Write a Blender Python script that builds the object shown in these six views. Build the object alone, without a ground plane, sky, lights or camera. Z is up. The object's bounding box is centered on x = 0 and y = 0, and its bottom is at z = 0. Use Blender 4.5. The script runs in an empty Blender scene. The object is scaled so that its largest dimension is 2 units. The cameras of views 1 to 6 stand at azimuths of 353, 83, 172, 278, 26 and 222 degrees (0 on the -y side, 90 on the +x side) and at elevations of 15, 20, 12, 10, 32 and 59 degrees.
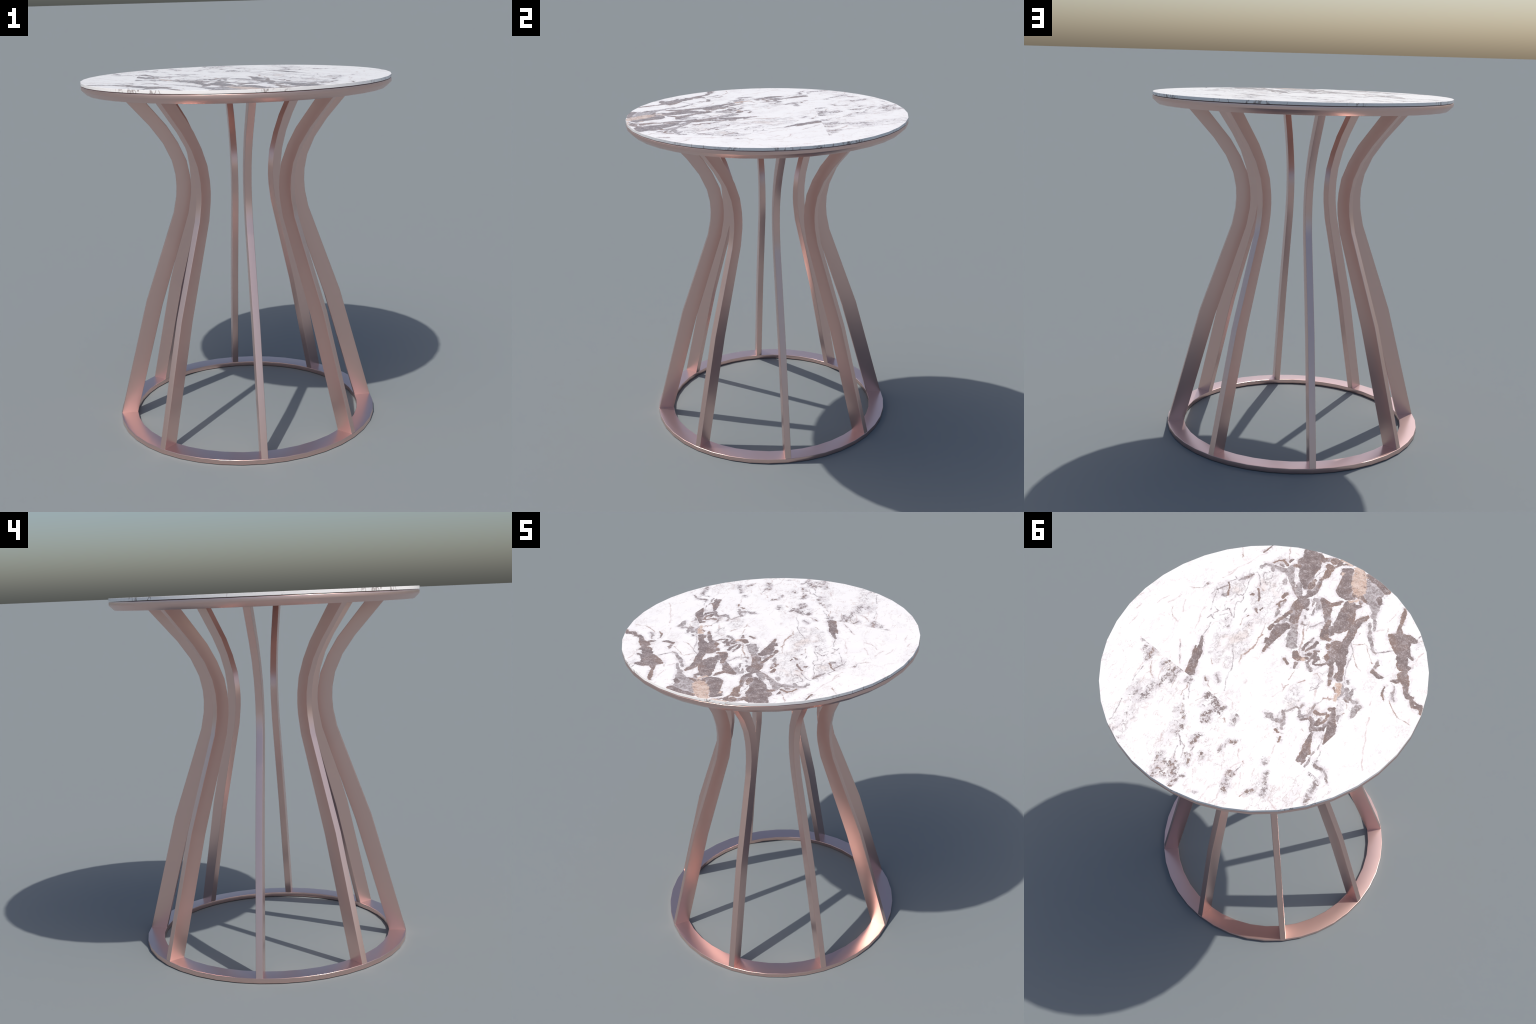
import bpy, bmesh, math
from mathutils import Vector

# ------------------------------------------------------------------ helpers
def link(obj, parent=None):
    bpy.context.scene.collection.objects.link(obj)
    if parent is not None:
        obj.parent = parent
    return obj

def to_mesh(name, verts, faces, normals, mat):
    """Mesh with smooth faces and the given vertex normals (softly rounded edges)."""
    me = bpy.data.meshes.new(name)
    me.from_pydata(verts, [], faces)
    me.polygons.foreach_set("use_smooth", [True] * len(me.polygons))
    me.materials.append(mat)
    me.update()
    me.normals_split_custom_set_from_vertices([Vector(n).normalized() for n in normals])
    return me

def revolve(name, profile, seg, mat, closed=False):
    """Turn a counter-clockwise profile of (r, z, normal angle in degrees) about z
    into a seg-sided body; angle 0 faces outwards, 90 up."""
    verts, norms, faces, rings = [], [], [], []
    for r, z, ang in profile:
        nr, nz = math.cos(math.radians(ang)), math.sin(math.radians(ang))
        n = 1 if r < 1e-6 else seg
        rings.append([len(verts) + (i % n) for i in range(seg)])
        for i in range(n):
            a = 2 * math.pi * i / seg
            verts.append((r * math.cos(a), r * math.sin(a), z))
            norms.append((nr * math.cos(a), nr * math.sin(a), nz))
    count = len(rings)
    for k in range(count if closed else count - 1):
        lo, hi = rings[k], rings[(k + 1) % count]
        for i in range(seg):
            j = (i + 1) % seg
            q = []
            for v in (lo[i], lo[j], hi[j], hi[i]):
                if v not in q:
                    q.append(v)
            faces.append(q)
    return to_mesh(name, verts, faces, norms, mat)

class Nodes:
    """Small builder around a node tree."""
    def __init__(self, mat=None, tree=None):
        if tree is not None:
            self.t = tree
            return
        mat.use_nodes = True
        self.t = mat.node_tree
        self.t.nodes.clear()
        self.out = self.t.nodes.new("ShaderNodeOutputMaterial")
    def new(self, kind, **kw):
        n = self.t.nodes.new(kind)
        for k, v in kw.items():
            setattr(n, k, v)
        return n
    def put(self, sock, v):
        if isinstance(v, bpy.types.NodeSocket):
            self.t.links.new(v, sock)
        elif v is not None:
            sock.default_value = v
    def m(self, op, a, b=None, c=None, clamp=False):
        n = self.new("ShaderNodeMath", operation=op)
        for s, v in zip(n.inputs, (a, b, c)):
            self.put(s, v)
        return self.clamp(n.outputs[0]) if clamp else n.outputs[0]
    def clamp(self, x):
        n = self.new("ShaderNodeClamp")
        self.put(n.inputs[0], x)
        return n.outputs[0]
    def vm(self, op, a, b=None, scale=None):
        n = self.new("ShaderNodeVectorMath", operation=op)
        self.put(n.inputs[0], a)
        if b is not None:
            self.put(n.inputs[1], b)
        if scale is not None:
            self.put(n.inputs["Scale"], scale)
        return n.outputs["Value"] if op in ("DOT_PRODUCT", "LENGTH", "DISTANCE") else n.outputs["Vector"]
    def mix(self, f, a, b):
        n = self.new("ShaderNodeMix", data_type="RGBA", clamp_factor=True)
        self.put(n.inputs[0], f)
        self.put(n.inputs[6], a)
        self.put(n.inputs[7], b)
        return n.outputs[2]
    def noise(self, vec, scale, detail=3.0, rough=0.5, dist=0.0, col=False):
        n = self.new("ShaderNodeTexNoise", noise_dimensions="3D")
        self.put(n.inputs["Vector"], vec)
        n.inputs["Scale"].default_value = scale
        n.inputs["Detail"].default_value = detail
        n.inputs["Roughness"].default_value = rough
        n.inputs["Distortion"].default_value = dist
        return n.outputs["Color"] if col else n.outputs["Fac"]
    def step(self, x, lo, hi, to0=0.0, to1=1.0):
        n = self.new("ShaderNodeMapRange", interpolation_type="SMOOTHSTEP")
        self.put(n.inputs[0], x)
        for i, v in zip((1, 2, 3, 4), (lo, hi, to0, to1)):
            self.put(n.inputs[i], v)
        return n.outputs[0]

def rgb(r, g, b):
    return (r, g, b, 1.0)

# ------------------------------------------------------------------ materials
def rose_gold():
    mat = bpy.data.materials.new("satin_rose_gold")
    N = Nodes(mat)
    b = N.new("ShaderNodeBsdfPrincipled")
    N.put(b.inputs["Base Color"], rgb(0.80, 0.563, 0.513))
    N.put(b.inputs["Metallic"], 1.0)
    N.put(b.inputs["Roughness"], 0.295)
    N.t.links.new(b.outputs[0], N.out.inputs[0])
    return mat

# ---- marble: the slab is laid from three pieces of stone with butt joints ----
MAIN, BACK, SIDE = "main", "back", "side"
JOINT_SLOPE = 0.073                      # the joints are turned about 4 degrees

def back_joint(x, y):                    # > 0 on the MAIN side of the long joint
    return 0.308 - JOINT_SLOPE * x - y

def side_joint(x, y):                    # > 0 on the MAIN side of the short joint
    return x + 0.5605 - JOINT_SLOPE * y

SIDE_FROM = -0.145                       # the short joint runs back from here

def piece_at(x, y):
    if back_joint(x, y) < 0:
        return BACK
    return SIDE if side_joint(x, y) < 0 and y > SIDE_FROM else MAIN

STROKES = []
def stroke(kind):
    def lay(piece, *spine):
        STROKES.append((kind, piece, [(x / 1000, y / 1000, r / 1000) for x, y, r in spine]))
    return lay
brown, grey, rust, tan, white = (stroke(k) for k in ("brown", "grey", "rust", "tan", "white"))
rust_vein, grey_vein, faint_vein = (stroke(k) for k in ("rust_vein", "grey_vein", "faint_vein"))
haze = stroke("haze")
# Each call lays one body or vein: the piece of stone it lies in, then a spine of
# (x, y, half width) in millimetres seen from above.
# large brown bodies of the breccia
brown(MAIN, (105, -146, 10.2), (100, -127, 6.1))
brown(MAIN, (-163, -170, 5), (-163, -216, 6), (-155, -240, 4))
brown(MAIN, (-189, -214, 9), (-192, -186, 5))
brown(MAIN, (-196, -174, 4.5), (-232, -189, 4.5), (-240, -224, 4.5))
brown(MAIN, (-119, -124, 9), (-131, -92, 6))
brown(MAIN, (-53, -105, 6), (-85, -89, 6))
brown(MAIN, (-399, -574, 14.3), (-438, -601, 29.7), (-480, -616, 30.7), (-524, -628, 11.2))
brown(MAIN, (-424, -564, 23), (-468, -544, 30.5), (-503, -535, 41.5), (-493, -573, 30.5))
brown(MAIN, (-535, -492, 30.2), (-569, -452, 26), (-589, -457, 18), (-600, -425, 12.4))
brown(MAIN, (-543, -536, 14.2), (-578, -523, 8.1))
brown(MAIN, (-467, -329, 11.9), (-497, -324, 12.9), (-527, -331, 5.9))
brown(MAIN, (-607, -400, 29.8), (-648, -374, 17.8), (-674, -330, 10.8), (-699, -311, 12.7), (-724, -316, 10.7))
brown(MAIN, (-732, -305, 9.8), (-757, -289, 17.5), (-789, -294, 13.6), (-815, -266, 6.8))
brown(MAIN, (-610, -380, 9.9), (-597, -351, 10.9), (-583, -340, 4.9))
brown(MAIN, (-441, -3, 12.5), (-451, -22, 5.8))
brown(MAIN, (-459, -7, 9.6), (-482, 31, 17.2), (-508, 72, 22.9), (-528, 112, 22.7), (-540, 149, 17.9), (-543, 174, 7.5))
brown(MAIN, (-361, 136, 5.7), (-382, 115, 4.8), (-394, 102, 6.7))
brown(MAIN, (-391, 98, 7.7), (-428, 116, 12.4), (-438, 150, 11.4), (-445, 165, 6.6))
brown(MAIN, (-395, 59, 8.7), (-422, 51, 6.7), (-441, 30, 5.8))
brown(MAIN, (-452, 145, 11.4), (-478, 121, 10.5), (-476, 112, 4.8))
brown(MAIN, (-480, 88, 6.7), (-490, 121, 4.7))
brown(MAIN, (-459, 174, 4.7), (-471, 208, 10.4), (-485, 248, 19.7), (-507, 271, 21.5), (-506, 318, 16.8), (-504, 336, 9.3))
brown(MAIN, (-529, 319, 6.5), (-535, 341, 4.6))
brown(SIDE, (-586, 306, 6.5), (-599, 308, 8.3), (-629, 304, 5.5))
brown(MAIN, (386, 49, 4.6), (347, 103, 10.2), (325, 162, 21.2), (296, 229, 24.1), (275, 272, 22))
brown(MAIN, (367, 126, 4.1), (336, 171, 12.1))
brown(MAIN, (322, -779, 24.9), (289, -764, 44.4), (272, -774, 31.3))
brown(MAIN, (294, -706, 35.1), (258, -665, 31), (222, -629, 37.2), (198, -592, 26.8))
brown(MAIN, (248, -755, 31.2), (225, -716, 32.3), (218, -665, 29.6), (193, -612, 26.8), (173, -572, 19))
brown(MAIN, (253, -789, 20.9), (212, -784, 14.3), (192, -804, 15.6), (162, -820, 20.8))
brown(MAIN, (136, -657, 8.7), (122, -617, 10.7), (110, -575, 14.7), (113, -537, 12.6), (128, -501, 8), (156, -479, 5.5))
brown(MAIN, (135, -551, 11.4), (124, -530, 12.1))
brown(MAIN, (360, -654, 6.8), (355, -678, 4.7))
brown(MAIN, (224, -460, 11.4), (221, -427, 7.5))
brown(MAIN, (199, -425, 5.5), (213, -391, 4), (215, -365, 2.5))
brown(MAIN, (522, -616, 3.7), (516, -646, 2.6), (511, -685, 2.6))
brown(MAIN, (121, -474, 30.1), (126, -435, 25), (110, -398, 31.1), (86, -368, 26), (72, -340, 23.4))
brown(MAIN, (103, -492, 13.8), (92, -467, 18.7), (93, -443, 12))
brown(MAIN, (68, -443, 7.5), (64, -444, 6))
brown(MAIN, (80, -278, 24.5), (94, -251, 33), (88, -215, 30.5), (87, -179, 20.6), (79, -141, 13.5), (69, -105, 8.7), (65, -75, 3.8))
brown(MAIN, (108, -151, 7.3), (102, -126, 3.4))
brown(MAIN, (42, -553, 13.8), (3, -534, 26.2), (-28, -509, 23.6), (-49, -479, 19.8), (-69, -450, 15.3))
brown(MAIN, (-24, -552, 12), (-42, -586, 11.5), (-49, -611, 5))
brown(MAIN, (-98, -611, 31.2), (-117, -568, 41), (-139, -529, 46.9), (-155, -477, 44.2), (-157, -438, 25.7), (-127, -421, 23.2))
brown(MAIN, (-136, -391, 19.5), (-131, -372, 14.6))
brown(MAIN, (-134, -617, 15), (-151, -638, 10))
brown(MAIN, (-212, -557, 17.3), (-205, -521, 18.4), (-221, -474, 20.8), (-237, -431, 20.6), (-240, -386, 23))
brown(MAIN, (-217, -342, 36.2), (-247, -304, 49.1), (-249, -331, 42))
brown(MAIN, (-245, -266, 28.6), (-261, -229, 17.8))
brown(MAIN, (-282, -296, 27.5), (-307, -266, 22.6))
brown(MAIN, (-244, -374, 21.7), (-242, -343, 31.3))
brown(MAIN, (-92, -304, 2.2), (-86, -258, 5.3), (-90, -214, 6.7))
brown(MAIN, (-121, -297, 8.7), (-124, -278, 8.7), (-117, -254, 6.7), (-107, -217, 3.8))
brown(MAIN, (-147, -246, 7.7), (-165, -260, 5.3))
brown(MAIN, (-125, -199, 6.2), (-144, -214, 9.6))
brown(MAIN, (-161, -239, 2.9), (-176, -207, 5.2))
brown(MAIN, (-188, -217, 7.6), (-200, -216, 4.3))
brown(MAIN, (-54, -105, 5.7), (-70, -97, 2.4))
brown(MAIN, (56, -795, 24.5), (33, -761, 26.9), (10, -720, 36.9), (-10, -668, 40.5), (-50, -661, 30.2), (-81, -666, 12.6))
brown(MAIN, (80, -795, 12.9), (50, -819, 14.2))
brown(MAIN, (71, -767, 10.3), (71, -779, 12.9))
brown(MAIN, (-55, -844, 14.1), (-105, -840, 17.9), (-159, -831, 19.1), (-197, -814, 19))
brown(MAIN, (-197, -748, 13.1), (-224, -723, 9))
brown(MAIN, (-129, -677, 12), (-138, -657, 7.5))
brown(MAIN, (-226, -605, 11.4), (-217, -583, 15.3), (-210, -547, 16), (-214, -512, 17.7), (-223, -463, 15.9))
brown(MAIN, (-393, -686, 8.9), (-405, -651, 10.8), (-424, -625, 15.9))
brown(MAIN, (-256, -243, 11.4), (-285, -209, 10.9), (-307, -174, 10.8), (-326, -147, 10.8))
brown(MAIN, (-292, -272, 19), (-324, -241, 14.7), (-345, -211, 16.5), (-359, -184, 16.4))
brown(MAIN, (-326, -196, 6.6), (-339, -175, 6.6))
brown(BACK, (351, 282, 4.3), (358, 341, 8.1), (354, 391, 4.7), (342, 430, 4.7))
brown(BACK, (340, 351, 8.1))
brown(BACK, (110, 299, 5.1), (84, 304, 7), (62, 320, 9.8), (27, 343, 14.3), (13, 352, 10.1))
brown(BACK, (103, 336, 7.9), (108, 304, 5.1))
brown(BACK, (-11, 360, 10.6), (-9, 341, 9.7), (-16, 326, 3.2))
brown(BACK, (39, 429, 7.4), (32, 402, 9.7), (19, 374, 6.4))
brown(BACK, (18, 414, 5.5), (-2, 434, 6.4), (-1, 448, 4.6))
brown(BACK, (16, 463, 5.9), (19, 448, 2.7))
brown(BACK, (75, 556, 7.8), (82, 535, 3.7))
brown(MAIN, (370, -387, 4.1), (318, -344, 5.5), (309, -326, 5))
brown(MAIN, (213, -385, 4), (196, -365, 4.5))
brown(MAIN, (284, -268, 5), (261, -255, 4))
brown(MAIN, (262, -282, 3), (261, -302, 2))
brown(MAIN, (289, -210, 3.5), (290, -204, 2))
brown(BACK, (-38, 744, 7.6), (-57, 758, 11.6), (-80, 770, 13.3))
brown(BACK, (-5, 854, 5.8), (1, 836, 1.8), (12, 822, 1.8), (0, 819, 1.8), (4, 803, 2), (-21, 805, 2.7), (-37, 816, 7.5), (-52, 815, 3.1))
brown(BACK, (-113, 831, 7), (-109, 811, 4.4), (-112, 790, 3.1), (-115, 765, 1.5), (-125, 755, 1.5))
brown(BACK, (-26, 592, 4.1), (-32, 573, 8.1), (-23, 548, 3.2), (-28, 521, 5.4))
brown(BACK, (72, 589, 5.9), (68, 599, 2.7))
brown(BACK, (-315, 672, 10.9), (-329, 663, 7.4))
brown(BACK, (-329, 697, 8.3), (-334, 684, 5.7))
# cooler grey bodies
grey(MAIN, (-296, -538, 7.2), (-314, -506, 11.2), (-345, -477, 9.2), (-376, -448, 6.1), (-412, -431, 3.5))
grey(MAIN, (193, -418, 5.3), (191, -339, 4.2))
grey(MAIN, (177, -334, 7.3), (170, -307, 5.2))
grey(MAIN, (-159, -160, 7), (-192, -141, 8.9), (-211, -134, 6.5))
grey(MAIN, (-447, -391, 6), (-464, -375, 8), (-462, -344, 5))
grey(MAIN, (-499, 3, 7.7), (-513, 27, 5.7))
grey(MAIN, (-204, 220, 7.7), (-224, 211, 11.5), (-252, 227, 5.7), (-269, 217, 10.5), (-294, 211, 10.5), (-314, 209, 4.8), (-285, 176, 5.8), (-264, 157, 7.7), (-279, 140, 4.3), (-296, 96, 4.3), (-314, 96, 4.3), (-318, 65, 4.8))
grey(MAIN, (-324, 102, 4.8), (-343, 125, 5.8), (-361, 111, 7.7), (-377, 95, 7.7), (-374, 62, 6.7), (-360, 24, 4.4))
grey(MAIN, (-519, 166, 3.8), (-510, 147, 3.8))
grey(MAIN, (-534, 248, 4.7), (-540, 270, 3.7))
grey(MAIN, (-321, 237, 5.7), (-310, 211, 4.8))
grey(SIDE, (-543, 288, 3.7), (-552, 327, 4.6), (-558, 348, 3.7))
grey(SIDE, (-580, 278, 4.6), (-583, 302, 3.7))
grey(SIDE, (-632, 301, 6.5), (-666, 319, 3.7), (-693, 350, 4.6))
grey(BACK, (-604, 357, 4.1), (-621, 356, 5.5))
grey(BACK, (-646, 368, 4.6), (-656, 386, 6.4), (-662, 422, 7.3), (-671, 457, 8.2), (-681, 499, 3.6))
grey(BACK, (-388, 440, 10.2), (-371, 434, 3.7))
grey(BACK, (-429, 492, 4.6), (-456, 535, 3.7), (-487, 565, 7.3), (-488, 592, 5.5))
grey(MAIN, (-606, -319, 2), (-635, -270, 6.4), (-663, -249, 2.9))
grey(MAIN, (207, -553, 15.8), (180, -515, 14.7), (156, -495, 10.1))
grey(MAIN, (322, -630, 16.8), (313, -597, 24.5), (281, -574, 19.2), (254, -547, 12.7), (225, -523, 10.7), (186, -498, 8.1), (161, -483, 7.5))
grey(MAIN, (334, -592, 15.5), (366, -579, 12.4), (387, -574, 8.3), (401, -576, 6.2))
grey(MAIN, (287, -529, 11.5), (279, -511, 9.2))
grey(MAIN, (458, -526, 9.3), (454, -554, 6.7), (427, -567, 8.3), (406, -571, 9.3), (393, -545, 4.6))
grey(MAIN, (383, -607, 7.8), (363, -606, 5.7))
grey(MAIN, (108, -319, 11.3), (111, -298, 8.4))
grey(MAIN, (55, -320, 19.6), (29, -288, 14.7), (15, -263, 25.6), (3, -235, 27.9), (-21, -210, 29), (-30, -195, 14.5))
grey(MAIN, (-14, -186, 13.3), (-45, -207, 12))
grey(MAIN, (65, -527, 13.8), (43, -525, 15), (19, -494, 16.9), (17, -473, 4.5))
grey(MAIN, (69, -509, 6.5), (53, -482, 2.5))
grey(MAIN, (35, -474, 2.5), (18, -434, 5.4))
grey(MAIN, (42, -399, 4.4), (29, -387, 3))
grey(MAIN, (27, -354, 7.4), (23, -338, 3.4), (-1, -356, 3.9))
grey(MAIN, (-27, -360, 3.2), (-41, -379, 3.2), (-46, -405, 1.7), (-62, -422, 1.5))
grey(MAIN, (-87, -809, 23), (-128, -782, 38.1), (-163, -736, 45.4), (-203, -698, 32.5), (-228, -668, 17.4))
grey(MAIN, (-13, -790, 43.5), (-68, -722, 48.1))
grey(MAIN, (-135, -808, 38.2), (-172, -774, 32.9))
grey(MAIN, (-130, -706, 22.7), (-165, -690, 15))
grey(MAIN, (-230, -665, 14.9), (-251, -629, 11.4), (-278, -594, 7.4), (-302, -557, 6.4))
grey(MAIN, (-260, -575, 5.4), (-285, -543, 4.4))
grey(MAIN, (-393, -170, 3.3), (-420, -136, 5.1), (-424, -102, 10.2), (-429, -71, 5.1))
grey(MAIN, (-430, -151, 12.1), (-445, -128, 6))
grey(MAIN, (-462, -143, 12.8), (-469, -114, 16.2))
grey(MAIN, (-465, -152, 7), (-456, -172, 2.8))
grey(MAIN, (-453, -104, 4.2), (-472, -89, 3.7), (-489, -96, 2.3))
grey(MAIN, (-401, -200, 6.1), (-416, -188, 3.3))
grey(MAIN, (-483, -115, 5.1), (-507, -107, 6.5), (-518, -116, 8.3))
grey(MAIN, (-544, -106, 12.9), (-539, -75, 15.2), (-553, -37, 10.5))
grey(BACK, (323, 285, 7.2), (321, 329, 6.7), (312, 375, 3.8))
grey(BACK, (375, 450, 5.7), (367, 473, 6.1), (362, 502, 6.1), (366, 529, 3.8), (358, 565, 1.9))
grey(BACK, (406, 531, 5.7), (409, 555, 3.8))
grey(BACK, (540, 304, 4.9), (521, 329, 5.3), (511, 352, 3.4))
grey(BACK, (565, 310, 2.4), (580, 274, 1.5))
grey(BACK, (614, 264, 6.4))
grey(BACK, (359, 513, 4.2), (340, 543, 2.3))
grey(BACK, (-98, 323, 6.9), (-105, 351, 4.6), (-116, 377, 5.9))
grey(BACK, (256, 321, 5.2), (259, 302, 2.8))
grey(BACK, (242, 292, 6.2), (230, 321, 4.2))
grey(MAIN, (154, 193, 4.3), (128, 214, 4.2), (120, 229, 2.4))
grey(MAIN, (-222, 217, 11.4), (-217, 231, 7.8))
grey(MAIN, (543, -248, 4.1), (533, -272, 3.1), (517, -301, 3.1))
grey(MAIN, (489, -240, 8.6), (476, -254, 6.6))
grey(MAIN, (491, -378, 5.1), (478, -400, 7.2), (464, -428, 6.7), (460, -452, 3.6))
grey(MAIN, (614, -239, 5.6))
grey(MAIN, (175, -321, 9.9), (170, -305, 4.9))
grey(MAIN, (325, -86, 5.4))
grey(MAIN, (239, -163, 4.4))
grey(BACK, (45, 729, 5.8), (42, 739, 3.1))
grey(BACK, (9, 754, 4.5), (-7, 763, 3.1), (-20, 762, 3.1))
grey(BACK, (-296, 619, 5.7), (-307, 648, 2.2))
grey(BACK, (-230, 787, 3.1))
grey(BACK, (-383, 444, 8.4), (-390, 448, 5.6))
grey(BACK, (-287, 601, 6.5), (-307, 597, 8.3), (-297, 625, 6.5))
grey(BACK, (-168, 538, 2.8), (-167, 464, 3.8))
grey(BACK, (-388, 440, 10.2), (-371, 434, 3.7))
# rusty fringes
rust(MAIN, (-218, -252, 9), (-231, -240, 5))
rust(MAIN, (-145, -186, 9), (-123, -168, 7))
rust(MAIN, (-436, 82, 7.7), (-449, 113, 8.6), (-463, 74, 6.7), (-454, 32, 6.7))
rust(MAIN, (-306, 263, 5.7), (-326, 267, 4.7))
rust(MAIN, (-351, 289, 4.3), (-362, 313, 3.8))
rust(MAIN, (-567, -287, 2.9), (-586, -252, 4.4), (-612, -223, 1.9))
rust(MAIN, (163, -814, 22.1), (133, -822, 16.9))
rust(MAIN, (166, -763, 16.8), (143, -761, 18.1), (142, -725, 16.7), (133, -692, 12.3), (136, -657, 8.7))
rust(MAIN, (153, -600, 17.8), (145, -578, 13.9), (162, -633, 8.9))
rust(MAIN, (321, -645, 7.2), (300, -656, 14.2))
rust(MAIN, (423, -591, 2.6), (413, -628, 3.6), (396, -645, 5.2), (370, -633, 5.2), (349, -625, 4.1))
rust(MAIN, (145, -768, 5.2), (110, -824, 3.1), (62, -855, 2.1))
rust(MAIN, (126, -370, 11.4), (129, -344, 8.9), (130, -317, 10.4), (135, -286, 8.9), (141, -268, 5.9))
rust(MAIN, (141, -244, 11.3), (138, -216, 10.3))
rust(MAIN, (-74, -176, 13.2), (-92, -158, 15.5), (-115, -161, 13.1))
rust(MAIN, (-82, -453, 12.3), (-91, -415, 13.5), (-106, -382, 19), (-126, -353, 22.3), (-156, -351, 12.1))
rust(MAIN, (-179, -318, 10.1), (-186, -302, 7.7))
rust(MAIN, (-217, -255, 10), (-229, -243, 9.5))
rust(MAIN, (-79, -688, 15.1), (-114, -696, 12.6), (-147, -684, 9))
rust(MAIN, (-352, -775, 4.5), (-367, -752, 11.5), (-378, -723, 10.9), (-393, -686, 8.9))
rust(MAIN, (-330, -140, 8.4), (-342, -118, 6.5))
rust(MAIN, (-372, -122, 4.7), (-391, -99, 4.2))
rust(BACK, (533, 269, 3.4), (522, 312, 2.4))
rust(BACK, (509, 326, 2.4), (511, 343, 1.9))
rust(BACK, (423, 312, 3.4), (410, 280, 2.4))
rust(MAIN, (184, 249, 5.2), (170, 262, 2.8))
rust(BACK, (130, 487, 3.7), (98, 507, 3.2))
rust(MAIN, (368, -337, 8.6))
rust(MAIN, (527, -325, 3.1), (499, -299, 3.1), (470, -256, 3.5))
rust(BACK, (-18, 738, 4.5), (-31, 756, 4.9))
rust(BACK, (-39, 725, 2.2), (-41, 745, 4.5))
rust(BACK, (64, 743, 2), (45, 758, 3.1), (37, 777, 2.5))
rust(BACK, (-47, 658, 1.8), (-65, 662, 5.4), (-70, 652, 4.5))
rust(BACK, (-71, 667, 2.2), (-89, 681, 2.2), (-97, 700, 2.2))
rust(BACK, (-106, 607, 3.1), (-126, 626, 1.8))
rust(BACK, (-195, 449, 5.7), (-169, 466, 3.8))
rust(BACK, (-424, 632, 4.6), (-437, 608, 5.5))
# tan pockets
tan(MAIN, (134, -846, 5.2), (100, -849, 5.2), (62, -847, 3.6))
tan(MAIN, (-130, -167, 9.5))
tan(MAIN, (10, -840, 30.9), (-26, -800, 37.9), (-56, -753, 40.2), (-79, -723, 35.4))
tan(MAIN, (71, -775, 5.7), (64, -757, 4.1))
tan(MAIN, (-87, -632, 9), (-110, -662, 9))
tan(MAIN, (-382, -150, 16.4), (-401, -121, 10.7), (-412, -85, 9.3), (-425, -58, 5.5))
# white stone enclosed in the brown
white(MAIN, (-764, -291, 5.8), (-767, -291, 4.9))
white(MAIN, (155, -535, 12.6), (142, -529, 7.6))
# thin rusty veins
rust_vein(MAIN, (633, -573, 2.8), (588, -517, 2.7))
rust_vein(MAIN, (649, -4, 2.1), (632, 23, 2.1), (603, 48, 2.1))
rust_vein(MAIN, (247, 136, 2.5), (219, 159, 2.5))
rust_vein(BACK, (481, 340, 1.5), (448, 389, 1.5), (409, 409, 1.5))
rust_vein(MAIN, (142, -155, 3.6), (142, -132, 3.6), (125, -68, 3.5), (123, -23, 3.5), (137, 18, 3.5), (117, 55, 3.5))
rust_vein(MAIN, (6, -343, 2.6), (-44, -273, 2.5), (-74, -205, 2.5))
rust_vein(MAIN, (-320, -350, 2), (-374, -302, 2), (-417, -292, 2))
rust_vein(MAIN, (-280, -409, 2), (-321, -450, 2), (-350, -442, 2))
rust_vein(MAIN, (-343, -444, 2.5), (-393, -393, 2.5), (-436, -367, 2.5))
rust_vein(MAIN, (-549, -656, 2.6), (-534, -629, 2.6))
rust_vein(MAIN, (-363, -608, 2.1), (-377, -580, 2.1))
rust_vein(MAIN, (-262, -480, 2.6), (-262, -488, 2.6))
rust_vein(MAIN, (139, -135, 2), (176, -223, 2.1), (168, -237, 2.1))
rust_vein(MAIN, (-375, -9, 2.4), (-371, -36, 2.4), (-407, -57, 2.4))
rust_vein(MAIN, (-643, -234, 2.4), (-687, -198, 2.4), (-733, -172, 2.4), (-777, -180, 2.4), (-807, -176, 2.4))
rust_vein(MAIN, (-407, 182, 1.9), (-424, 189, 1.9))
rust_vein(MAIN, (-484, -84, 2.4), (-504, -57, 2.4))
rust_vein(BACK, (-294, 509, 1.9), (-307, 516, 1.9))
rust_vein(BACK, (-416, 670, 2.7), (-424, 632, 2.7), (-437, 608, 2.7))
rust_vein(BACK, (-50, 372, 1.9), (-77, 393, 1.9))
rust_vein(MAIN, (379, -408, 2.5), (344, -396, 2.5), (329, -396, 2.5))
rust_vein(MAIN, (675, -166, 1.8), (652, -173, 1.8), (626, -190, 1.8))
rust_vein(MAIN, (298, -184, 1.7), (275, -130, 1.7))
rust_vein(BACK, (126, 392, 1.9), (120, 360, 1.9), (115, 332, 1.9))
rust_vein(BACK, (-32, 393, 1.8), (-29, 366, 1.8))
rust_vein(BACK, (-46, 382, 1.6), (-61, 376, 1.6), (-73, 397, 1.6))
rust_vein(BACK, (173, 441, 2.1), (159, 453, 2.1), (153, 472, 2.1), (128, 486, 2.1))
rust_vein(BACK, (233, 334, 2.4), (221, 356, 2.3), (219, 381, 2.3), (211, 406, 2.3))
rust_vein(MAIN, (88, 300, 1.9), (72, 279, 1.9))
rust_vein(MAIN, (163, 253, 1.9), (146, 275, 1.9), (131, 279, 1.9))
rust_vein(BACK, (284, 401, 1.9), (302, 356, 1.9))
rust_vein(BACK, (457, 561, 1.7), (458, 548, 1.7))
rust_vein(BACK, (-6, 855, 1.8), (-22, 836, 1.8), (-26, 823, 1.8))
rust_vein(BACK, (32, 851, 1.8), (14, 859, 1.8), (-6, 855, 1.8))
rust_vein(BACK, (54, 633, 1.6), (43, 620, 1.6))
rust_vein(BACK, (-170, 546, 1.6), (-158, 523, 1.6), (-151, 500, 1.6))
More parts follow.
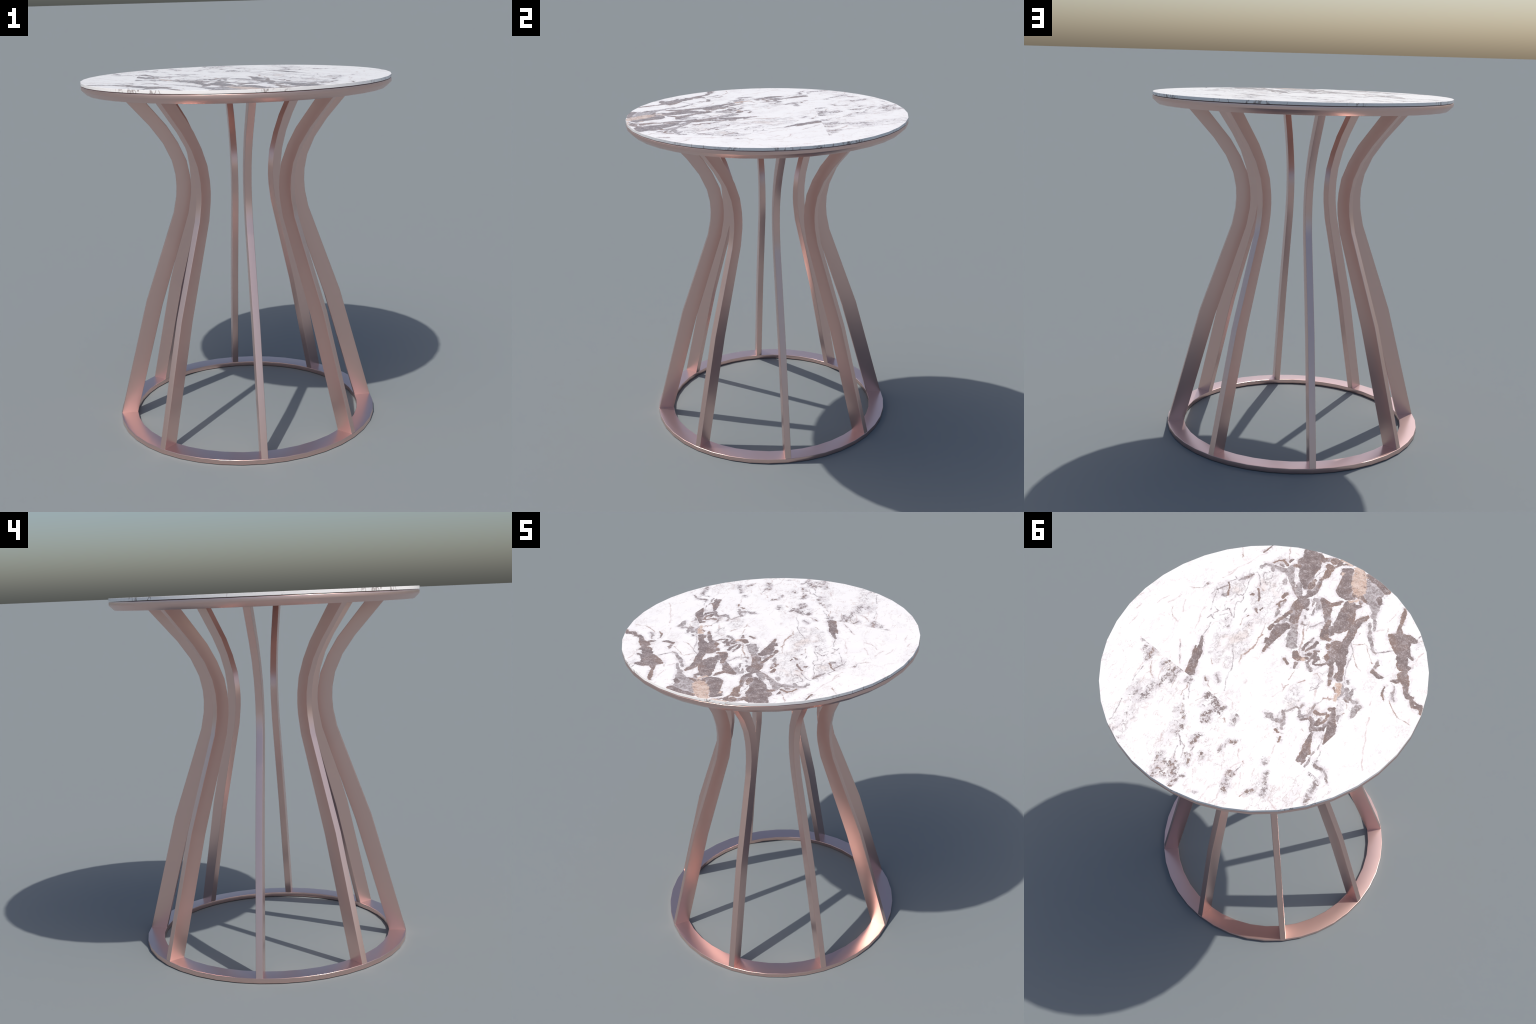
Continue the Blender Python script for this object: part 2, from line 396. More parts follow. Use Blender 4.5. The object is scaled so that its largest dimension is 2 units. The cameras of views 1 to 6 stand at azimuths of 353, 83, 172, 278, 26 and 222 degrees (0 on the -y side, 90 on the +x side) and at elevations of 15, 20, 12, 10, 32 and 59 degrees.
rust_vein(BACK, (-285, 629, 1.5), (-279, 603, 1.5))
rust_vein(MAIN, (419, -727, 1.3), (362, -656, 1.3))
rust_vein(MAIN, (-19, -312, 2), (-53, -265, 1.9), (-77, -211, 1.9), (-95, -178, 1.9))
rust_vein(MAIN, (-28, -326, 1.7), (-1, -381, 1.7))
rust_vein(MAIN, (-178, 66, 1.9), (-168, 26, 1.9), (-175, 6, 1.9))
rust_vein(MAIN, (-145, -75, 1.9), (-152, -60, 1.9), (-156, -20, 1.9))
rust_vein(MAIN, (-209, -28, 1.9), (-223, -66, 1.9))
rust_vein(MAIN, (-236, -120, 2.1), (-250, -135, 2.1), (-272, -118, 2.1))
rust_vein(MAIN, (-382, -50, 2.1), (-403, -47, 2.1), (-410, -60, 2.1))
rust_vein(MAIN, (-507, -30, 1.8), (-495, 3, 1.8))
# thin grey veins
grey_vein(MAIN, (461, -139, 1.6), (437, -134, 1.6))
grey_vein(MAIN, (418, -149, 1.6), (396, -183, 1.6), (367, -165, 1.6), (339, -148, 1.6))
grey_vein(MAIN, (449, -60, 1.6), (448, -88, 1.6), (418, -76, 1.6))
grey_vein(MAIN, (407, -115, 1.6), (380, -151, 1.6))
grey_vein(MAIN, (413, -49, 2.1), (395, 0, 2.1), (389, 43, 2.1))
grey_vein(MAIN, (217, -2, 2), (168, 51, 2), (119, 124, 2), (92, 184, 2))
grey_vein(MAIN, (-258, -415, 2.5), (-313, -359, 2.5), (-327, -302, 2.5), (-352, -247, 2.5), (-383, -199, 2.5))
grey_vein(MAIN, (-404, -433, 4), (-421, -450, 4), (-438, -474, 4), (-471, -509, 4.1))
grey_vein(MAIN, (-524, -636, 3.6), (-525, -675, 3.6))
grey_vein(MAIN, (-290, -28, 2.9), (-301, -58, 2.9), (-290, -93, 2.9))
grey_vein(MAIN, (-519, 166, 2.8), (-548, 230, 2.8))
grey_vein(SIDE, (-580, 278, 2.3), (-562, 226, 2.3))
grey_vein(BACK, (-304, 534, 1.9), (-309, 560, 1.9), (-306, 582, 1.9))
grey_vein(BACK, (435, 615, 2), (413, 669, 2), (392, 722, 2), (391, 743, 2))
grey_vein(BACK, (56, 590, 1.9), (20, 616, 1.9), (-12, 631, 1.9), (-44, 685, 1.9))
grey_vein(BACK, (16, 646, 1.9), (-17, 714, 1.9))
grey_vein(BACK, (-519, 611, 1.8), (-493, 594, 1.8))
grey_vein(MAIN, (530, -330, 2), (514, -358, 2), (504, -372, 2), (528, -381, 2.1))
grey_vein(MAIN, (455, -370, 2.3), (425, -343, 2.3), (407, -325, 2.3), (406, -303, 2.3), (418, -301, 2.3), (422, -288, 2.3), (437, -292, 2.3), (429, -268, 2.3), (433, -234, 2.3))
grey_vein(MAIN, (407, -325, 2.3), (435, -390, 2.3), (462, -454, 2.3), (455, -479, 2.3), (427, -465, 2.3), (395, -438, 2.3), (377, -413, 2.3))
grey_vein(MAIN, (394, -296, 2.3), (376, -257, 2.3), (396, -252, 2.3), (395, -233, 2.3), (367, -190, 2.2), (335, -147, 2.2))
grey_vein(MAIN, (381, -454, 2.3), (409, -480, 2.3), (416, -503, 2.3), (398, -529, 2.3))
grey_vein(MAIN, (381, -454, 2.3), (360, -491, 2.3), (372, -517, 2.3))
grey_vein(MAIN, (369, -451, 2.3), (356, -458, 2.3), (344, -443, 2.3), (365, -446, 2.3))
grey_vein(MAIN, (341, -462, 2), (317, -422, 2))
grey_vein(MAIN, (626, -190, 1.8), (616, -206, 1.8), (620, -235, 1.8), (603, -244, 1.8))
grey_vein(MAIN, (548, -205, 1.8), (546, -242, 1.8))
grey_vein(MAIN, (537, -238, 1.8), (502, -171, 1.8), (474, -115, 1.7))
grey_vein(MAIN, (468, -147, 1.8), (439, -128, 1.7), (447, -106, 1.7))
grey_vein(MAIN, (435, -190, 1.5), (409, -160, 1.5), (403, -182, 1.5), (377, -174, 1.5), (355, -150, 1.5))
grey_vein(MAIN, (411, -111, 1.7), (385, -151, 1.7))
grey_vein(MAIN, (450, -54, 1.7), (450, -85, 1.7), (429, -75, 1.7), (443, -98, 1.7))
grey_vein(MAIN, (381, -122, 1.5), (363, -109, 1.5), (359, -132, 1.5))
grey_vein(MAIN, (328, -248, 2), (319, -213, 2))
grey_vein(MAIN, (403, -16, 1.7), (414, -45, 1.7))
grey_vein(BACK, (220, 331, 1.9), (206, 354, 1.9), (189, 375, 1.9), (173, 397, 1.9))
grey_vein(BACK, (205, 388, 1.6), (185, 416, 1.6))
grey_vein(MAIN, (132, 101, 1.9), (115, 126, 1.9), (105, 168, 1.9), (96, 189, 1.9), (55, 246, 1.9))
grey_vein(BACK, (495, 395, 1.9), (483, 449, 1.9), (481, 483, 1.9), (471, 499, 1.9))
grey_vein(MAIN, (450, 162, 1.7), (428, 185, 1.7), (412, 215, 1.7))
grey_vein(MAIN, (397, 222, 1.7), (376, 231, 1.7), (363, 252, 1.7))
grey_vein(BACK, (-47, 784, 1.8), (-69, 801, 1.8), (-90, 796, 1.8), (-96, 776, 1.8))
grey_vein(BACK, (-61, 723, 1.6), (-85, 741, 1.6), (-94, 758, 1.6))
grey_vein(BACK, (57, 593, 1.6), (27, 612, 1.6), (9, 632, 1.6))
grey_vein(BACK, (-60, 628, 1.6), (-51, 603, 1.6))
grey_vein(MAIN, (167, -738, 2.1), (173, -688, 2.1), (170, -650, 2))
grey_vein(MAIN, (3, -339, 1.7), (-17, -310, 1.7))
grey_vein(MAIN, (-260, -147, 1.9), (-278, -150, 1.9), (-286, -182, 1.9))
grey_vein(MAIN, (-303, -80, 1.9), (-308, -56, 1.9), (-281, -58, 1.9), (-289, -23, 1.9))
grey_vein(MAIN, (-368, -36, 2.1), (-374, -7, 2.1), (-363, 13, 2.1))
# very faint pinkish veins
faint_vein(MAIN, (670, -78, 2.1), (676, -48, 2.1), (690, -12, 2.1))
faint_vein(MAIN, (571, -375, 2.2), (555, -448, 2.2), (530, -519, 2.2), (522, -587, 2.2), (503, -620, 2.2))
faint_vein(MAIN, (603, 48, 2.1), (557, 59, 2.1))
faint_vein(MAIN, (802, 94, 2.1), (797, 131, 2.1))
faint_vein(MAIN, (767, 147, 2.1), (755, 194, 2.1), (752, 239, 2.1))
faint_vein(MAIN, (735, 32, 2.1), (734, -10, 2.1), (721, -45, 2.1))
faint_vein(MAIN, (846, 30, 2.2), (852, 60, 2.1), (844, 103, 2.1))
faint_vein(MAIN, (634, -82, 2.1), (581, -10, 2.1))
faint_vein(MAIN, (465, 143, 2.6), (419, 199, 2.5), (380, 228, 2.5), (355, 262, 2.5))
faint_vein(BACK, (510, 378, 2.5), (499, 430, 2.5), (488, 481, 2.5))
faint_vein(MAIN, (427, -742, 2.2), (394, -697, 2.2))
faint_vein(MAIN, (377, -729, 2.2), (349, -725, 2.2))
faint_vein(MAIN, (-331, -749, 2.1), (-337, -658, 2.1))
faint_vein(MAIN, (-314, -553, 1.5), (-346, -590, 1.5))
faint_vein(MAIN, (-601, -591, 2.5), (-602, -501, 2.5), (-605, -466, 2.5))
faint_vein(MAIN, (-147, 23, 2), (-172, 46, 2), (-161, 119, 1.9))
faint_vein(MAIN, (-301, -58, 2), (-325, -20, 1.9))
faint_vein(MAIN, (-210, -32, 2), (-228, -68, 2))
faint_vein(MAIN, (-573, -177, 1.9), (-585, -123, 1.9))
faint_vein(SIDE, (-625, -85, 2.4), (-653, -24, 2.4), (-701, 46, 2.4), (-735, 113, 2.3), (-781, 181, 2.3))
faint_vein(MAIN, (-409, 235, 1.9), (-419, 261, 1.9))
faint_vein(BACK, (-363, 333, 1.9), (-380, 387, 1.9))
faint_vein(BACK, (-529, 578, 2.3), (-535, 598, 2.3), (-580, 612, 2.3), (-593, 614, 2.3))
faint_vein(BACK, (-645, 503, 1.8), (-634, 531, 1.8), (-645, 560, 1.8))
faint_vein(BACK, (-298, 506, 1.9), (-277, 550, 1.9), (-274, 579, 1.9))
faint_vein(BACK, (-369, 508, 1.9), (-388, 551, 1.8))
faint_vein(BACK, (-134, 698, 1.9), (-187, 753, 1.8))
faint_vein(BACK, (-384, 645, 1.8), (-335, 569, 1.8))
faint_vein(BACK, (-320, 703, 1.8), (-336, 754, 1.8), (-326, 794, 1.8), (-322, 822, 1.8))
faint_vein(BACK, (-260, 707, 1.8), (-276, 790, 1.8), (-266, 836, 1.8))
faint_vein(BACK, (-233, 472, 1.9), (-281, 520, 1.9))
faint_vein(MAIN, (575, -331, 2.1), (558, -377, 2.1), (555, -416, 2.1), (553, -450, 2.1))
faint_vein(MAIN, (514, -111, 1.8), (498, -62, 1.7), (469, -9, 1.7), (453, 35, 1.7))
faint_vein(MAIN, (9, 271, 1.6), (-22, 270, 1.6), (-51, 300, 1.6))
faint_vein(MAIN, (8, 149, 1.6), (3, 131, 1.6))
faint_vein(BACK, (460, 367, 1.9), (437, 398, 1.9), (396, 418, 1.9))
faint_vein(BACK, (436, 482, 1.9), (428, 468, 1.9), (448, 421, 1.9), (440, 400, 1.9))
faint_vein(BACK, (375, 408, 1.9), (389, 387, 1.9), (403, 356, 1.9), (410, 319, 1.9))
faint_vein(BACK, (448, 299, 1.9), (445, 282, 1.9))
faint_vein(BACK, (405, 602, 1.6), (414, 586, 1.6))
faint_vein(BACK, (-1, 621, 1.8), (-25, 650, 1.8), (-41, 676, 1.8))
faint_vein(BACK, (52, 651, 1.6), (48, 671, 1.6))
faint_vein(BACK, (-9, 689, 1.8), (-25, 717, 1.8))
faint_vein(BACK, (-138, 701, 1.6), (-188, 756, 1.5), (-201, 749, 1.5))
faint_vein(BACK, (-268, 765, 1.7), (-259, 717, 1.8), (-281, 690, 1.8))
faint_vein(BACK, (32, 798, 1.6), (41, 773, 1.6))
faint_vein(BACK, (-118, 686, 1.6), (-108, 647, 1.6))
faint_vein(BACK, (-168, 560, 1.6), (-168, 541, 1.6))
faint_vein(BACK, (125, 642, 1.6), (105, 681, 1.6))
faint_vein(BACK, (-164, 794, 1.5), (-172, 782, 1.5))
faint_vein(MAIN, (-309, -54, 1.9), (-329, -18, 1.9))
# clouded, finely veined spots
haze(BACK, (434, 522, 35.6))
haze(BACK, (365, 476, 35.4))
haze(BACK, (329, 353, 30.9))
haze(BACK, (531, 319, 26.7))
haze(BACK, (35, 333, 39.3))
haze(BACK, (25, 419, 27.6))
haze(BACK, (-103, 356, 25.1))
haze(BACK, (248, 307, 21.3))
haze(MAIN, (164, 265, 25.9))
haze(MAIN, (138, 208, 25.9))
haze(BACK, (-8, 797, 33.4))
haze(BACK, (-65, 751, 33.4))
haze(BACK, (-20, 564, 24.9))
haze(BACK, (-74, 675, 24.6))
haze(BACK, (-323, 675, 24))
haze(MAIN, (462, -319, 40))
haze(MAIN, (475, -409, 37.7))
haze(MAIN, (336, -353, 47.6))
haze(MAIN, (262, -266, 47))
haze(MAIN, (314, -25, 41.1))
haze(MAIN, (215, -57, 61.2))
haze(MAIN, (230, -132, 46.3))
haze(MAIN, (352, -89, 41.4))
haze(MAIN, (283, 74, 30.5))
haze(MAIN, (165, -13, 45.5))
haze(MAIN, (229, 100, 35.3))
haze(BACK, (530, 303, 40.8))
haze(BACK, (411, 291, 45.4))
haze(MAIN, (527, -250, 42.7))
haze(MAIN, (165, 86, 35.1))
haze(BACK, (332, 744, 58.3))
haze(BACK, (339, 673, 53.7))
haze(BACK, (405, 547, 49.5))
haze(BACK, (370, 483, 49.6))
haze(BACK, (286, 797, 38.5))
haze(BACK, (80, 357, 39))
haze(BACK, (22, 332, 43.7))
haze(BACK, (156, 490, 34))
haze(BACK, (114, 568, 28.8))
haze(BACK, (17, 788, 32.9))
haze(BACK, (-63, 763, 37.3))
haze(BACK, (-300, 616, 27.7))
haze(BACK, (-327, 678, 22.9))
haze(BACK, (-96, 342, 28.8))
haze(BACK, (-25, 573, 28.5))
haze(BACK, (-484, 564, 18.3))
haze(BACK, (-441, 579, 22.9))
haze(MAIN, (383, -500, 48.5))
haze(MAIN, (236, -287, 57.4))
haze(MAIN, (289, -441, 47.8))
haze(MAIN, (388, -607, 49))
haze(MAIN, (46, -423, 31.2))
haze(MAIN, (-130, -227, 45.3))
haze(MAIN, (-207, -176, 29.9))
haze(MAIN, (-559, -618, 30.6))
haze(MAIN, (-247, 43, 53.5))
haze(MAIN, (-273, -108, 34.5))
haze(MAIN, (-384, 89, 43.2))
haze(MAIN, (-452, 110, 47.6))
haze(MAIN, (-429, -140, 44))
haze(MAIN, (-472, -32, 28.9))
haze(MAIN, (-268, 218, 28.7))
haze(SIDE, (-648, 328, 18.4))
haze(BACK, (-680, 437, 22.8))
haze(MAIN, (-634, -269, 19.5))

FAR = 0.06                               # distances are only followed this far

def near(spine, box, margin):
    """Segments of a spine that come within margin of a box (x0, y0, x1, y1)."""
    segs = list(zip(spine, spine[1:])) if len(spine) > 1 else [(spine[0], spine[0])]
    keep = []
    for a, b in segs:
        m = margin + max(a[2], b[2])
        if (max(a[0], b[0]) > box[0] - m and min(a[0], b[0]) < box[2] + m and
                max(a[1], b[1]) > box[1] - m and min(a[1], b[1]) < box[3] + m):
            keep.append((a, b))
    return keep

def ridge(N, vec, scale, detail, width, rough=0.55):
    """Thin wandering lines where a noise crosses its middle value."""
    x = N.m("ABSOLUTE", N.m("SUBTRACT", N.noise(vec, scale, detail, rough), 0.5))
    return N.step(x, 0.0, width, 1.0, 0.0)

def group(name, inputs, outputs, build):
    """Node group; build(N, inputs) returns its output sockets in order."""
    g = bpy.data.node_groups.new(name, "ShaderNodeTree")
    for direction, socks in (("INPUT", inputs), ("OUTPUT", outputs)):
        for label, kind in socks:
            g.interface.new_socket(label, in_out=direction, socket_type="NodeSocket" + kind)
    N = Nodes(tree=g)
    i = N.new("NodeGroupInput").outputs
    o = N.new("NodeGroupOutput")
    for sock, v in zip(o.inputs, build(N, {label: i[label] for label, _ in inputs})):
        N.put(sock, v)
    return g

def use(N, g, **values):
    n = N.new("ShaderNodeGroup", node_tree=g)
    for label, v in values.items():
        N.put(n.inputs[label], v)
    return n.outputs

STONE_WHITE = rgb(0.91, 0.875, 0.855)
FLOW, CROSS = (0.25, -0.97, 0), (0.97, 0.25, 0)      # the veining runs along FLOW
STRETCH = 0.55

def build_grain(N, i):
    """Everything of the stone that does not depend on the laid veins."""
    co = N.new("ShaderNodeTexCoord").outputs["Object"]
    coarse = i["Coarse"]
    half = (0.5, 0.5, 0.5)
    w1 = N.vm("SUBTRACT", N.noise(co, 15.0, 1.0, col=True), half)
    w2 = N.vm("SUBTRACT", N.noise(co, 40.0, 3.0, 0.6, col=True), half)
    P = N.vm("ADD", co, N.vm("ADD", N.vm("SCALE", w1, scale=0.020), N.vm("SCALE", w2, scale=0.016)))
    P = N.vm("MULTIPLY", P, (1, 1, 0))
    comb = N.new("ShaderNodeCombineXYZ")
    N.put(comb.inputs[0], N.m("MULTIPLY", N.vm("DOT_PRODUCT", P, FLOW), STRETCH))
    N.put(comb.inputs[1], N.vm("DOT_PRODUCT", P, CROSS))
    G = comb.outputs[0]
    rag = N.m("SUBTRACT", N.noise(co, 75.0, 4.0, 0.65), 0.5)     # ragged edges
    speck = N.noise(co, 130.0, 2.0, 0.6)
    cloud = N.noise(P, 6.0, 4.0, 0.6)
    fine = N.noise(P, 22.0, 5.0, 0.68)
    grit = N.noise(P, 58.0, 4.0, 0.72)
    pores = N.noise(P, 52.0, 3.0, 0.65)
    net = ridge(N, G, 21.0, 5.0, 0.040, 0.6)
    crack = N.m("MULTIPLY", ridge(N, P, 36.0, 3.0, 0.030), N.step(fine, 0.42, 0.58, 0.10, 0.85))
    pale = N.m("MAXIMUM", crack, N.step(speck, 0.54, 0.70, 0.0, 0.55))

    col = N.mix(N.step(cloud, 0.45, 0.75, 0.0, 0.35), STONE_WHITE, rgb(0.82, 0.76, 0.77))
    faint = N.m("MULTIPLY", ridge(N, G, 11.0, 5.0, 0.022, 0.62), N.step(fine, 0.42, 0.62))
    col = N.mix(N.m("MULTIPLY", faint, N.m("MULTIPLY_ADD", coarse, 0.15, 0.40)), col, rgb(0.60, 0.46, 0.42))
    drift = N.noise(G, 7.0, 5.0, 0.65)
    col = N.mix(N.m("MULTIPLY", N.step(drift, 0.50, 0.72), N.m("MULTIPLY_ADD", coarse, 0.20, 0.35)),
                col, rgb(0.70, 0.645, 0.65))
    hair = N.m("MULTIPLY", ridge(N, G, 26.0, 4.0, 0.022, 0.6), N.step(drift, 0.48, 0.62))
    col = N.mix(N.m("MULTIPLY", hair, N.m("MULTIPLY_ADD", coarse, 0.35, 0.40)), col, rgb(0.50, 0.40, 0.375))
    return P, G, rag, speck, cloud, fine, grit, pores, net, pale, col

F, V, C = "Float", "Vector", "Color"
GRAIN = group("stone_grain", [("Coarse", F)],
              [("P", V), ("G", V), ("Rag", F), ("Speck", F), ("Cloud", F), ("Fine", F), ("Grit", F),
               ("Pores", F), ("Net", F), ("Pale", F), ("Ground", C)], build_grain)

def build_band(N, i):
    """Nearest of a running distance and the distance of P to a round-ended band from
    Start along Along whose half width goes evenly from Width to Width - Taper."""
    pa = N.vm("SUBTRACT", i["P"], i["Start"])
    h = N.clamp(N.vm("DOT_PRODUCT", pa, i["Inverse"]))
    d = N.vm("LENGTH", N.vm("SUBTRACT", pa, N.vm("SCALE", i["Along"], scale=h)))
    d = N.m("SUBTRACT", N.m("MULTIPLY_ADD", h, i["Taper"], d), i["Width"])
    return [N.m("MINIMUM", i["Nearest"], d)]

BAND = group("vein_band", [("P", V), ("Start", V), ("Along", V), ("Inverse", V), ("Width", F),
                           ("Taper", F), ("Nearest", F)], [("Nearest", F)], build_band)

def build_spot(N, i):
    f = N.m("SUBTRACT", 1.0, N.m("MULTIPLY", N.vm("DISTANCE", i["G"], i["Centre"]), i["Inverse"]))
    return [N.m("MAXIMUM", i["Strongest"], f)]

SPOT = group("haze_spot", [("G", V), ("Centre", V), ("Inverse", F), ("Strongest", F)],
             [("Strongest", F)], build_spot)

def build_haze(N, i):
    col, hz = i["Base"], i["Haze"]
    soft = N.step(hz, 0.0, 0.65)
    col = N.mix(N.m("MULTIPLY", soft, N.step(i["Fine"], 0.38, 0.70, 0.05, 0.65)), col, rgb(0.65, 0.60, 0.61))
    col = N.mix(N.m("MULTIPLY", soft, N.step(i["Cloud"], 0.52, 0.68, 0.0, 0.45)), col, rgb(0.72, 0.58, 0.50))
    lines = N.m("MULTIPLY", i["Net"], N.step(hz, 0.08, 0.5))
    col = N.mix(N.m("MULTIPLY", lines, N.step(i["Cloud"], 0.36, 0.60, 0.10, 0.60)), col, rgb(0.38, 0.315, 0.31))
    grains = N.m("MULTIPLY", N.step(i["Grit"], 0.57, 0.62), N.step(hz, 0.15, 0.7))
    return [N.mix(N.m("MULTIPLY", grains, N.m("MULTIPLY_ADD", i["Coarse"], 0.30, 0.55)), col, rgb(0.30, 0.245, 0.245))]

HAZE = group("stone_haze", [("Base", C), ("Haze", F), ("Fine", F), ("Cloud", F), ("Net", F),
                            ("Grit", F), ("Coarse", F)], [("Result", C)], build_haze)

def build_vein(N, i):
    d, power = i["Distance"], i["Power"]
    glow = N.m("MULTIPLY", N.step(d, 0.0, 0.014, 0.35, 0.0), N.step(i["Fine"], 0.40, 0.62))
    col = N.mix(N.m("MULTIPLY", glow, power), i["Base"], rgb(0.66, 0.58, 0.58))
    m = N.step(N.m("MULTIPLY_ADD", i["Rag"], 0.009, d), -0.0012, i["Blur"], 1.0, 0.0)
    m = N.m("MULTIPLY", m, N.step(i["Fine"], 0.34, 0.62, 0.25, 1.0))
    return [N.mix(N.m("MULTIPLY", m, power), col, i["Tint"])]

VEIN = group("stone_vein", [("Base", C), ("Distance", F), ("Tint", C), ("Power", F), ("Blur", F),
                            ("Rag", F), ("Fine", F)], [("Result", C)], build_vein)

def build_body(N, i):
    d, col, coarse = i["Distance"], i["Base"], i["Coarse"]
    bite = N.m("MULTIPLY", N.m("MULTIPLY_ADD", N.m("SUBTRACT", i["Grit"], 0.52), 0.050, -0.0015), coarse)
    d = N.m("SUBTRACT", N.m("ADD", d, bite), 0.002)
    d = N.m("MULTIPLY_ADD", i["Rag"], i["Ragged"], d)
    # clouding and crumbs just outside the body
    halo = N.m("MULTIPLY", N.step(d, 0.0, 0.022, 0.75, 0.0), N.step(i["Fine"], 0.38, 0.64, 0.1, 1.0))
    col = N.mix(halo, col, rgb(0.66, 0.60, 0.61))
    crumb = N.m("MULTIPLY", N.step(i["Grit"], 0.56, 0.60), N.step(d, 0.006, 0.020, 1.0, 0.0))
    col = N.mix(N.m("MULTIPLY", crumb, N.m("MULTIPLY_ADD", coarse, 0.35, 0.40)), col, i["Dark"])
    c = N.mix(N.step(i["Fine"], 0.36, 0.66), i["Dark"], i["Light"])
    c = N.mix(N.step(i["Cloud"], 0.46, 0.64, 0.0, 0.45), c, i["Edge"])
    rim = N.m("MULTIPLY", N.step(d, -0.009, -0.001), N.step(i["Cloud"], 0.44, 0.60, 0.0, 0.8))
    c = N.mix(rim, c, i["Edge"])
    c = N.mix(i["Pale"], c, i["Flecks"])
    inside = N.step(d, -0.0012, 0.0012, 1.0, 0.0)
    holes = N.m("MULTIPLY", N.step(i["Pores"], 0.47, 0.55), i["Porous"])
    return [N.mix(N.m("MULTIPLY", inside, N.m("SUBTRACT", 1.0, holes)), col, c)]

BODY = group("stone_body", [("Base", C), ("Distance", F), ("Dark", C), ("Light", C), ("Edge", C), ("Flecks", C),
                            ("Ragged", F), ("Porous", F), ("Coarse", F), ("Rag", F), ("Fine", F), ("Cloud", F),
                            ("Grit", F), ("Pores", F), ("Pale", F)], [("Result", C)], build_body)

def build_tan(N, i):
    d = N.m("MULTIPLY_ADD", i["Rag"], 0.040, N.m("SUBTRACT", i["Distance"], 0.002))
    c = N.mix(N.step(i["Grit"], 0.50, 0.60), rgb(0.55, 0.385, 0.305), rgb(0.27, 0.18, 0.145))
    c = N.mix(N.step(i["Fine"], 0.38, 0.62), c, rgb(0.68, 0.53, 0.45))
    c = N.mix(N.step(i["Speck"], 0.56, 0.68, 0.0, 0.6), c, rgb(0.86, 0.79, 0.75))
    return [N.mix(N.step(d, -0.003, 0.003, 1.0, 0.0), i["Base"], c)]

TAN = group("stone_tan", [("Base", C), ("Distance", F), ("Rag", F), ("Fine", F), ("Grit", F), ("Speck", F)],
            [("Result", C)], build_tan)

def field(N, P, piece, box, kind, margin=FAR):
    """Distance to the nearest stroke of a kind, or None when none is near."""
    d = None
    for k, p, spine in STROKES:
        if k != kind or p != piece:
            continue
        for a, b in near(spine, box, margin):
            dx, dy = b[0] - a[0], b[1] - a[1]
            q = max(dx * dx + dy * dy, 1e-9)
            d = use(N, BAND, P=P, Start=(a[0], a[1], 0), Along=(dx, dy, 0), Inverse=(dx / q, dy / q, 0),
                    Width=a[2], Taper=a[2] - b[2], Nearest=FAR if d is None else d)[0]
    return d

def haze_field(N, G, piece, box):
    f = None
    for k, p, spine in STROKES:
        if k == "haze" and p == piece and near([(x, y, r * 2.2) for x, y, r in spine], box, 0.02):
            x, y, r = spine[0]
            centre = ((x * FLOW[0] + y * FLOW[1]) * STRETCH, x * CROSS[0] + y * CROSS[1], 0)
            f = use(N, SPOT, G=G, Centre=centre, Inverse=1 / (r * 1.3), Strongest=0.0 if f is None else f)[0]
    return f

def stone_shader(N, color):
    b = N.new("ShaderNodeBsdfPrincipled")
    N.put(b.inputs["Base Color"], color)
    N.put(b.inputs["Roughness"], 0.25)
    N.t.links.new(b.outputs[0], N.out.inputs[0])

BROWN_DARK, BROWN_LIGHT = rgb(0.205, 0.155, 0.145), rgb(0.285, 0.226, 0.212)
VEINS = {  # tint, power, blur
    "faint_vein": (rgb(0.58, 0.44, 0.41), 0.7, 0.0030),
    "grey_vein": (rgb(0.28, 0.235, 0.235), 0.95, 0.0018),
    "rust_vein": (rgb(0.37, 0.235, 0.18), 0.9, 0.0018),
}
BODIES = {  # dark, light, edge, flecks, raggedness, share of pores
    "grey": (rgb(0.250, 0.203, 0.196), rgb(0.375, 0.320, 0.312), rgb(0.30, 0.215, 0.185), rgb(0.62, 0.57, 0.58), 0.018, 0.28),
    "brown": (BROWN_DARK, BROWN_LIGHT, rgb(0.31, 0.205, 0.16), rgb(0.52, 0.46, 0.455), 0.012, 0.0),
    "rust": (BROWN_DARK, rgb(0.31, 0.223, 0.19), rgb(0.30, 0.195, 0.15), rgb(0.55, 0.46, 0.42), 0.022, 0.0),
}

def marble_face(piece, box):
    """Top-face marble for one part of the slab; only the strokes near it are evaluated."""
    mat = bpy.data.materials.new("marble_veined")
    N = Nodes(mat)
    coarse = 1.0 if piece == BACK else 0.0     # this piece is broken up into finer grains
    g = use(N, GRAIN, Coarse=coarse)
    P, col = g["P"], g["Ground"]
    def take(*names):
        return {n: g[n] for n in names}

    hz = haze_field(N, g["G"], piece, box)
    if hz is not None:
        col = use(N, HAZE, Base=col, Haze=hz, Coarse=coarse, **take("Fine", "Cloud", "Net", "Grit"))[0]
    for kind, (tint, power, blur) in VEINS.items():
        d = field(N, P, piece, box, kind, 0.03)
        if d is not None:
            col = use(N, VEIN, Base=col, Distance=d, Tint=tint, Power=power, Blur=blur, **take("Rag", "Fine"))[0]
    hole = field(N, P, piece, box, "white")
    for kind, (dark, light, edge, flecks, ragged, porous) in BODIES.items():
        d = field(N, P, piece, box, kind)
        if d is None:
            continue
        if hole is not None:
            d = N.m("MAXIMUM", d, N.m("MULTIPLY", hole, -1.0))
        col = use(N, BODY, Base=col, Distance=d, Dark=dark, Light=light, Edge=edge, Flecks=flecks, Ragged=ragged,
                  Porous=0.88 if coarse else porous, Coarse=coarse,
                  **take("Rag", "Fine", "Cloud", "Grit", "Pores", "Pale"))[0]
    d = field(N, P, piece, box, "tan")
    if d is not None:
        col = use(N, TAN, Base=col, Distance=d, **take("Rag", "Fine", "Grit", "Speck"))[0]
    stone_shader(N, col)
    return mat

